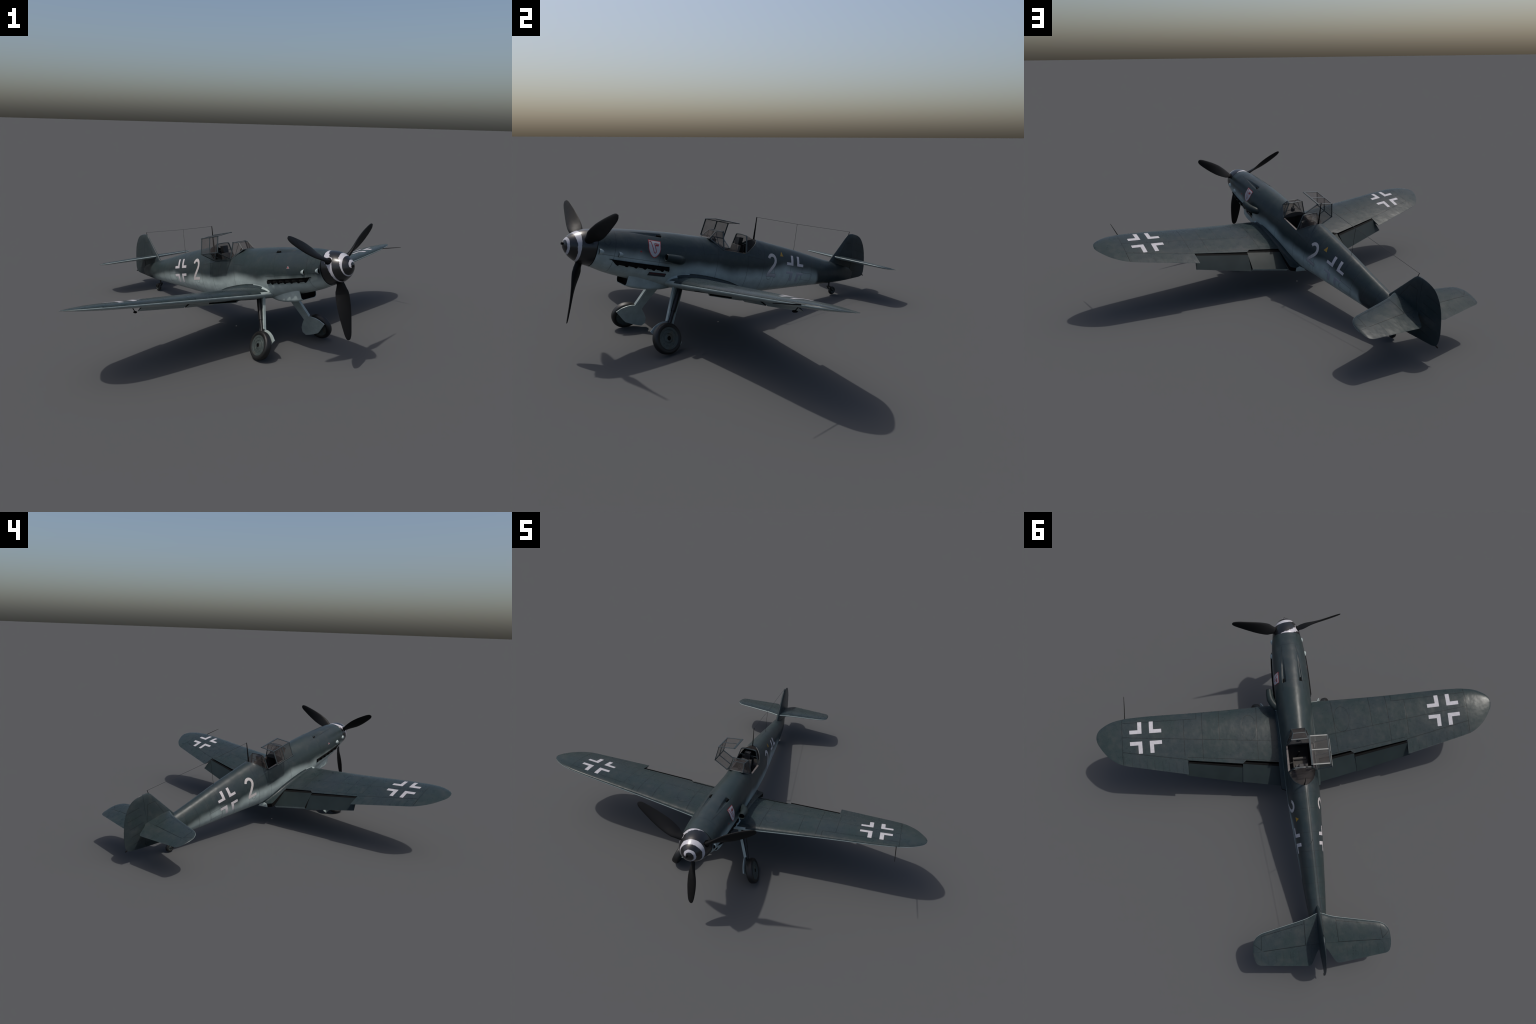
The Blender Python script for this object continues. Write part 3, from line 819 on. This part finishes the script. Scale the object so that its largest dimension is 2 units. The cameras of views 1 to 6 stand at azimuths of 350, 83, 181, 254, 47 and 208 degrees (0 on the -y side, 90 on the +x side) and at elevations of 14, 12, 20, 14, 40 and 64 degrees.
# -------------------------------------------------------------- fin, rudder
v_le = curve([(.04, 1.580), (.10, 1.612)] + [(.12+.0195*k, 1.620+.0127*k) for k in range(11)] + [(.326, 1.757), (.333, 1.771), (.3375, 1.795)])
v_te = curve([(.055, 1.925), (.060, 1.944), (.068, 1.965), (.080, 1.979), (.10, 1.9835), (.14, 1.9795), (.18, 1.9690), (.23, 1.9520), (.26, 1.938), (.29, 1.9180), (.315, 1.8930), (.328, 1.872), (.335, 1.845), (.3375, 1.815)])
def r_hinge(z): return curve([(.0, 1.818), (.10, 1.826), (.25, 1.815), (.3375, 1.800)])(z)
def fin_rows(zs, y0, y1, n, lead):
    out = []
    for z in zs:
        a, b = y0(z), y1(z); full0, full1 = v_le(z), v_te(z); c = full1-full0
        T = .0175*(1-.45*sstep(.12, .34, z))
        if z > .31: T *= sqrt(max(.0, (.3378-z)/.0278))*.9+.1
        ts = [1-cos(pi/2*k/n) for k in range(n+1)] if lead else [k/n for k in range(n+1)]
        def w(y):
            q = min(1, max(0, (y-full0)/c)); return T*2*yt(q)*.5/.5
        P = [Vector((w(a+(b-a)*t), a+(b-a)*t, z)) for t in reversed(ts)]
        Q = [Vector((-w(a+(b-a)*t), a+(b-a)*t, z)) for t in ts]
        out.append(P + Q[1:] if lead else P + Q)
    return out
g = Geo()
zs = [.06+(.318-.06)*k/24 for k in range(25)] + [.318+(.3373-.318)*(1-(1-k/8)**2) for k in range(1, 9)]
rws = fin_rows(zs, v_le, r_hinge, 22, True)
g.grid(rws, 0); g.grid([[r[0] for r in rws], [r[-1] for r in rws]], 1); g.poly(rws[-1], 0)
fin = g.mesh("fin", [M_FIN, M_FIN], ROOT, angle=40)
g = Geo()
r_low = curve([(.0, 0), (1, 1)])
def rud_low(y): return curve([(1.80, .0235), (1.86, .0375), (1.91, .052), (1.95, .064)])(y)
zs = [.0290+(.055-.029)*k/8 for k in range(9)] + [.055+(.315-.055)*k/30 for k in range(1, 31)] + [.315+(.3373-.315)*(1-(1-k/8)**2) for k in range(1, 9)]
def rTE(z):
    if z < .055:
        return curve([(.0285, 1.825), (.0375, 1.862), (.048, 1.9), (.055, 1.925)])(z)
    return v_te(z)
rws = []
for z in zs:
    a, b = r_hinge(z)+.0004, rTE(z); n = 16
    T = .0193*(1-.45*sstep(.12, .34, z))
    if z < .10: T *= 1-.5*(.10-z)/.07
    if z > .31: T *= sqrt(max(0, (.3378-z)/.0278))*.9+.1
    ts = [k/n for k in range(n+1)]
    w = lambda t: T*.80*max(.08, (1-t)**.9) 
    rws.append([Vector((w(t), a+(b-a)*t, z)) for t in reversed(ts)] + [Vector((-w(t), a+(b-a)*t, z)) for t in ts])
g.grid(rws, 0, close_u=True); g.poly(rws[0], 0); g.poly(rws[-1], 0)
rud = g.mesh("rudder", [M_FIN], ROOT, angle=40)
g = Geo(); g.tube([(0, 1.978, .079), (0, 1.990, .0775)], .0035, 8); g.mesh("tail_lamp", [M_BLACK], rud)

# ------------------------------------------------------------ aerials
g = Geo(); rws = []
for k in range(9):
    t = k/8; c_ = Vector((0, .980, .172)).lerp(Vector((0, .9697, .3073)), t); w = .0030*(1-t)+.0016*t; l = .0065*(1-t)+.0030*t
    rws.append([c_ + Vector((w*sin(a), l*cos(a), 0)) for a in [2*pi*j/10 for j in range(10)]])
g.grid(rws, 0, close_u=True); g.poly(rws[-1], 0)
mast = g.mesh("antenna_mast", [M_BLACK], ROOT)
g = Geo()
g.tube([(0, .9700, .3060), (0, 1.288, .3190), (0, 1.7660, .3470)], .00095, 6)
g.tube([(0, 1.288, .3195), (0, 1.303, .158)], .00095, 6)
g.mesh("aerial_wire", [M_DARKMETAL], mast)
g = Geo(); g.tube([(0, 1.761, .325), (0, 1.7655, .3485)], [.0022, .0014], 8); g.mesh("aerial_post", [M_BLACK], fin)

# ----------------------------------------------------- spinner and propeller
prop = bpy.data.objects.new("propeller", None); link(prop, ROOT)
sp_prof = [(-.0875, .0), (-.0872, .006), (-.085, .0155), (-.080, .0262), (-.073, .0355), (-.062, .0472), (-.050, .0568), (-.036, .0655), (-.02, .0735), (-.005, .0788), (.012, .0828), (.028, .0852), (.0405, .0862), (.0415, .0845)]
spr = curve(sp_prof)
fine_y = [-.0875 + .1290*(k/50)**1.5 for k in range(51)]
g = Geo(); g.revolve((0, 0, 0), (0, 1, 0), [(y, max(.0001, spr(y))) for y in fine_y], 64)
g.fan([Vector((sin(2*pi*j/64)*.0845, .0414, cos(2*pi*j/64)*.0845)) for j in range(64)], (0, .0414, 0))
spin = g.mesh("spinner", [M_SPIN], prop, angle=60)
g = Geo(); g.tube([(0, -.080, 0), (0, -.0945, 0)], .0058, 16, 0, cap=False); g.tube([(0, -.0945, 0), (0, -.088, 0)], .004, 16, 0)
g.grid([[Vector((cos(2*pi*j/16)*r, -.0945, sin(2*pi*j/16)*r)) for j in range(16)] for r in (.0058, .004)], 0, close_u=True)
g.mesh("cannon_muzzle", [M_BLACK], spin)
ch = curve([(.060, .024), (.080, .036), (.092, .045), (.106, .052), (.116, .062), (.15, .0690), (.19, .0710), (.24, .0655), (.30, .0515), (.34, .0375), (.356, .025), (.3615, .014), (.3632, .004)])
pitch = curve([(.06, 66), (.09, 61), (.12, 55), (.19, 35), (.25, 25), (.30, 20), (.3632, 16)])
tk = curve([(.06, .024), (.085, .022), (.11, .016), (.18, .0125), (.28, .0090), (.345, .0060), (.3632, .0035)])
off_c = curve([(.06, .0), (.10, -.02), (.2, 0), (.3632, .05)])
verts, faces = [], []
NB = 44; NP = 24; rad = [.055 + (.3632-.055)*(1-(1-k/NB)**1.6) for k in range(NB+1)]
for r in rad:
    c, b, t = ch(r), radians(pitch(r)), tk(r)
    if r < .075: t = max(t, .022); c = max(c, .024)
    for j in range(NP):
        a = 2*pi*j/NP
        u = cos(a)*.5; w = sin(a)*.5*t*(1+.55*cos(a) if r > .09 else 1)
        ux = u*c
        # tangential (-x) and forward (-y) components
        verts.append(Vector((-(ux*cos(b) - w*sin(b)), -(ux*sin(b)) - w*cos(b), r)))
for i in range(NB):
    for j in range(NP):
        faces.append((i*NP+j, i*NP+(j+1) % NP, (i+1)*NP+(j+1) % NP, (i+1)*NP+j))
faces.append(tuple(range(NB*NP, NB*NP+NP)))
first = make("propeller_blade", verts, faces, [M_PROP], prop, angle=60)
first.matrix_basis = Matrix.Rotation(radians(180), 4, 'Y')
for deg in (60.5, -60.0):
    o = first.copy(); o.matrix_basis = Matrix.Rotation(radians(deg), 4, 'Y'); link(o, prop)
    o.matrix_basis = Matrix.Rotation(radians(deg), 4, 'Y')
SP_BVH = BVHTree.FromPolygons([v.co.copy() for v in spin.data.vertices], [tuple(p.vertices) for p in spin.data.polygons])
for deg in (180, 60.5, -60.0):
    R = Matrix.Rotation(radians(deg), 4, 'Y'); g = Geo(); rws = []  # black disc laid on the spinner, no opening is cut
    for r in (.0001, .006, .012, .0185):
        row = []
        for j in range(28):
            a = 2*pi*j/28; o = R @ Vector((r*cos(a), .0+r*1.0*sin(a), .3)); d = R @ Vector((0, 0, -1))
            hit = SP_BVH.ray_cast(o, d); row.append(hit[0] - d*.0007)
        rws.append(row)
    g.grid(rws, 0, close_u=True)
    g.mesh("blade_root_disc", [M_BLACK], spin)

# ------------------------------------------------------------- landing gear
tl, to = radians(20.5), radians(4.5)
AX = Vector((cos(tl)*cos(to), sin(to), sin(tl)*cos(to)))
HUBW = Vector((.2399, .4028, -.3524))
for s in (1, -1):
    gear = bpy.data.objects.new("main_landing_gear", None); link(gear, ROOT)
    ax = sx(AX, s); hub = sx(HUBW, s)
    R = .0757
    prof = []
    wc = -.0115; hwid = .0195
    for k in range(21):
        a = pi*k/20 - pi/2
        prof.append((wc + hwid*sin(a)*abs(sin(a))**-.25 if abs(sin(a)) > 1e-6 else wc, .0600 + (R-.0600)*max(0, cos(a))**.62))
    prof = [(wc-hwid*.75, .052)] + prof + [(wc+hwid*.75, .052)]
    g = Geo(); g.revolve(hub, ax, prof, 56, 0); g.mesh("tyre", [M_TYRE], gear, angle=60)
    g = Geo()
    rp = [(wc+.0165, .0602), (wc+.0185, .0585), (wc+.0165, .0560), (wc+.0150, .0520), (wc+.0155, .0430), (wc+.0140, .0420), (wc+.0140, .0360), (wc+.0150, .0350), (wc+.0155, .0240), (wc+.0140, .0230), (wc+.0160, .0200), (wc+.0165, .0105)]
    g.revolve(hub, ax, rp, 56, 0)
    g.revolve(hub, ax, [(wc+.0165, .0105), (wc+.0120, .0100), (wc+.0120, .0)], 24, 1)
    g.revolve(hub, ax, [(wc-.0165, .0602), (wc-.0150, .0500), (wc-.0130, .0)], 40, 0)
    g.mesh("wheel_rim", [M_RIM, M_BLACK], gear, angle=35)
    g = Geo()
    top = sx((.1085, .497, -.095), s); bot = sx((.1835, .4265, -.293), s); axle = hub - ax*.036
    g.tube([top, top.lerp(bot, .72), top.lerp(bot, .721), bot], [.0122, .0122, .0092, .0092], 16)
    g.tube([bot - (bot-top).normalized()*.004, bot.lerp(axle, .5), axle], [.0085, .0080, .0075], 12)
    g.tube([axle, hub - ax*.012], .0075, 12)
    g.mesh("strut", [M_DARKMETAL], gear)
    # leg cover plate with its wheel fairing, inboard of the strut
    o = HUBW - AX*.0470; t1 = (Vector((0, -1, 0)) - AX*(-AX.y)).normalized(); t2 = AX.cross(t1)
    if t2.z > 0: t2 = -t2
    # t1 forward, t2 down; outline relative to the wheel centre
    pts3 = [(.4437, .130, -.1900), (.505, .1240, -.1700)]
    def PL(n_y, n_z):   # point on the cover plane from (y, z)
        x_ = o.x - ((n_y-o.y)*AX.y + (n_z-o.z)*AX.z)/AX.x
        return Vector((x_, n_y, n_z))
    outline = [PL(.4535, -.120), PL(.4500, -.150), PL(.4400, -.190), PL(.4265, -.240), PL(.4120, -.2885), PL(.396, -.2905), PL(.372, -.2990), PL(.348, -.3140), PL(.3270, -.3375),
               PL(.358, -.362), PL(.383, -.382), PL(.3980, -.3915), PL(.430, -.3985), PL(.462, -.4030), PL(.4930, -.4050), PL(.508, -.386), PL(.5000, -.3560), PL(.482, -.332), PL(.4570, -.3060),
               PL(.4660, -.275), PL(.480, -.235), PL(.4960, -.190), PL(.508, -.150), PL(.514, -.120)]
    def bulge(p):   # shallow dish towards the middle of the leg
        return p
    outp = [sx(bulge(p), s) for p in outline]; inp = [p + ax*.0045 for p in outp]
    g = Geo()
    tri = tessellate_polygon([[(p.y, p.z, 0) for p in outp]])
    b = len(g.v); nO = len(outp)
    g.v += outp + inp
    for t_ in tri:
        g.f.append(tuple(b+k for k in t_)); g.i.append(0)
        g.f.append(tuple(b+nO+k for k in reversed(t_))); g.i.append(0)
    for k in range(nO):
        g.f.append((b+k, b+(k+1) % nO, b+nO+(k+1) % nO, b+nO+k)); g.i.append(0)
    g.mesh("leg_cover", [M_LOW], gear, smooth=False)
    # raised flange along the front of the leg that wraps the strut
    g = Geo()
    g.tube([sx(PL(.462, -.125), s)+ax*.006, sx(PL(.4215, -.285), s)+ax*.006], [.0075, .0075], 10)
    g.bar(sx(PL(.455, -.120), s)+ax*.008, sx(PL(.4135, -.2880), s)+ax*.008, .016, .003, t1)
    ob = g.mesh("leg_flange", [M_LOW], gear)
# tail wheel
tw = bpy.data.objects.new("tail_wheel", None); link(tw, ROOT)
c0 = Vector((0, 1.7130, -.0540))
prof = [(-.009*1.0, .0150)] + [(.0098*sin(a), .0165+.0108*max(0, cos(a))**.7) for a in [pi*k/12-pi/2 for k in range(13)]] + [(.009, .0150)]
g = Geo(); g.revolve(c0, (1, 0, 0), prof, 36, 0); g.mesh("tyre", [M_TYRE], tw)
g = Geo()
for s in (1, -1): g.revolve(c0, (s, 0, 0), [(.0078, .0170), (.0060, .0150), (.0060, .006), (.0100, .005), (.0100, .0)], 24, 0)
g.mesh("wheel_rim", [M_RIM], tw)
g = Geo()
g.tube([(0, 1.671, .005), (0, 1.6745, -.036)], [.0060, .0050], 12)
g.tube([(-.014, 1.676, -.031), (.014, 1.676, -.031)], .0055, 10)
for s in (1, -1): g.tube([(s*.0135, 1.676, -.031), (s*.0135, 1.692, -.046), (s*.0125, 1.713, -.054)], [.0045, .0045, .0038], 8)
g.mesh("tail_wheel_fork", [M_DARKMETAL], tw)

# ----------------------------------------------------------------- markings
def project(name, polys, bvh, axis, mat, parent, off=.0005, target=.008):
    """lay flat paint polygons (2-D) onto a surface, cut fine enough to follow it"""
    bm = bmesh.new()
    for poly in polys:
        tri = tessellate_polygon([[(p[0], p[1], 0) for p in poly]])
        vs = [bm.verts.new((p[0], p[1], 0)) for p in poly]
        for t in tri:
            try: bm.faces.new([vs[k] for k in t])
            except ValueError: pass
    for _ in range(5):
        lng = [e for e in bm.edges if e.calc_length() > target]
        if not lng: break
        bmesh.ops.subdivide_edges(bm, edges=lng, cuts=1, use_grid_fill=False)
        bmesh.ops.triangulate(bm, faces=bm.faces)
    ok = True
    for v in bm.verts:
        u, w = v.co.x, v.co.y
        if axis in ('port', 'starboard'):
            sg = 1 if axis == 'port' else -1
            h = bvh.ray_cast(Vector((sg*.5, u, w)), Vector((-sg, 0, 0)))
        else:
            h = bvh.ray_cast(Vector((u, w, .5)), Vector((0, 0, -1)))
        n = h[1]
        if n is None: continue
        ref = Vector((1 if axis == 'port' else -1, 0, 0)) if axis in ('port', 'starboard') else Vector((0, 0, 1))
        if n.dot(ref) < 0: n = -n
        v.co = h[0] + n*off
    me = bpy.data.meshes.new(name); bmesh.ops.recalc_face_normals(bm, faces=bm.faces); bm.to_mesh(me); bm.free()
    me.materials.append(mat); me.shade_smooth()
    return link(bpy.data.objects.new(name, me), parent)

def L_shapes(cu, cv, eu, ev, au, av, tu, tv):
    """four corner angles of a straight-armed cross: elbow offset e, arm length a, thickness t"""
    out = []
    for su in (1, -1):
        for sv in (1, -1):
            out.append([(cu+su*p, cv+sv*q) for p, q in ((eu, ev), (au, ev), (au, ev+tv), (eu+tu, ev+tv), (eu+tu, av), (eu, av))])
    return out
def stroke(path, w):
    """closed polygon along an open path"""
    P = [Vector(p) for p in path]; Lf, Rt = [], []
    for k, p in enumerate(P):
        d1 = (P[k]-P[k-1]).normalized() if k > 0 else (P[1]-P[0]).normalized()
        d2 = (P[k+1]-P[k]).normalized() if k < len(P)-1 else d1
        d = (d1+d2).normalized(); nn = Vector((-d.y, d.x)); k_ = 1/max(.5, nn.dot(Vector((-d1.y, d1.x))))
        Lf.append(p+nn*w/2*k_); Rt.append(p-nn*w/2*k_)
    return [tuple(p) for p in Lf] + [tuple(p) for p in reversed(Rt)]
wings = [o for o in bpy.data.objects if o.name.split('.')[0] == 'wing']
for s, w in ((1, wings[0]), (-1, wings[1])):
    for poly in L_shapes(.8850*s, .5830, .0218, .0233, .0912, .0945, .0228, .0220):
        project("wing_cross_angle", [poly], WING_BVH[s], 'top', M_WHITE, w, .0006)
for side in ('port', 'starboard'):
    for poly in L_shapes(1.2745, .0525, .0165, .0180, .0705, .0740, .0185, .0155):
        project("fuselage_cross_angle", [poly], FUS_BVH, side, M_CODE, fus, .0006)
def numeral(sgn, cy, w, grow=0):
    cu, cz, r = 0.0, .0845, .0268
    path = [(cu + r*cos(a), cz + r*sin(a)) for a in [radians(163-8.5*k) for k in range(20)]]
    path += [(cu+.0262, cz-.010), (cu+.020, cz-.024), (cu+.004, cz-.044), (cu-.014, cz-.066), (cu-.0245, cz-.0800)]
    bar = [(cu-.035-grow, -.0105-grow), (cu+.036+grow, -.0105-grow), (cu+.036+grow, .0075+grow), (cu-.0335-grow, .0075+grow)]
    out = []
    P = [Vector(p) for p in path]
    for k in range(len(P)-1):
        pass
    left, right = [], []
    for k in range(len(P)):
        d = (P[min(k+1, len(P)-1)]-P[max(k-1, 0)]).normalized(); nn = Vector((-d.y, d.x))
        left.append(P[k]+nn*(w/2+grow)); right.append(P[k]-nn*(w/2+grow))
    for k in range(len(P)-1):
        out.append([left[k], left[k+1], right[k+1], right[k]])
    out.append(bar)
    return [[(cy+sgn*p[0], p[1]) for p in q] for q in out]
project("number_two", numeral(1, 1.0815, .0175), FUS_BVH, 'port', M_NUM, fus, .0008, .006)
project("number_two", numeral(-1, 1.0815, .0175), FUS_BVH, 'starboard', M_NUM, fus, .0008, .006)
low_outline = [q for q in numeral(1, 1.0815, .0175, .0011)][-3:]
project("number_outline", low_outline, FUS_BVH, 'port', M_OUTLINE, fus, .0005, .006)
# warning triangles
project("yellow_triangle", [[(1.1605, .1390), (1.1470, .1130), (1.1740, .1135)]], FUS_BVH, 'port', M_YELLOW, fus)
for side in ('port', 'starboard'):
    if side == 'starboard':
        project("triangle_border", [[(.2470, .0335), (.2370, .0205), (.2570, .0205)]], FUS_BVH, side, M_WHITE, fus, .0004)
    project("red_triangle", [[(.2470, .0310), (.2400, .0220), (.2540, .0220)]], FUS_BVH, side, M_RED, fus, .0007)
# shield badge on the port cowling
def shield(k):
    c = (.318, .052)
    base = [(.2835, .0852), (.3508, .0852), (.3508, .046), (.3475, .033), (.3390, .018), (.3290, .0075), (.3180, .0022), (.3070, .0075), (.2965, .018), (.2875, .033), (.2838, .046)]
    return [(c[0]+(p[0]-c[0])*k, c[1]+(p[1]-c[1])*k) for p in base]
project("shield_border", [shield(1.0)], FUS_BVH, 'port', M_RED, fus, .0005, .006)
project("shield_field", [shield(.905)], FUS_BVH, 'port', M_WHITE, fus, .0009, .006)
gly = [(.2890, .0775), (.2975, .0775), (.3060, .056), (.3130, .036), (.3155, .030), (.3195, .0270), (.3240, .0290), (.3260, .035), (.3225, .050), (.3165, .070)]
project("shield_emblem", [stroke(gly, .0036)] , FUS_BVH, 'port', M_RED, fus, .0013, .006)
project("shield_emblem", [[(.3160, .0725), (.3425, .0725), (.3410, .0695), (.3160, .0695)], [(.3230, .0680), (.3405, .0680), (.3370, .0600), (.3205, .0600)]], FUS_BVH, 'port', M_RED, fus, .0013, .006)
# louvred stencil plate below the exhausts
project("stencil_plate", [[(.3120, -.0665), (.4050, -.0650), (.4030, -.0840), (.3090, -.0855)]], FUS_BVH, 'port', M_OUTLINE, fus, .0005)
pl = []
for k in range(11):
    a = .3165 + .0076*k; pl.append([(a, -.0690+.0001*k), (a+.0052, -.0690+.0001*k), (a+.0048, -.0752+.0001*k), (a-.0004, -.0752+.0001*k)])
project("stencil_lettering", pl, FUS_BVH, 'port', plain("stencil_red", (0.075, 0.010, 0.012), .6), fus, .0009)
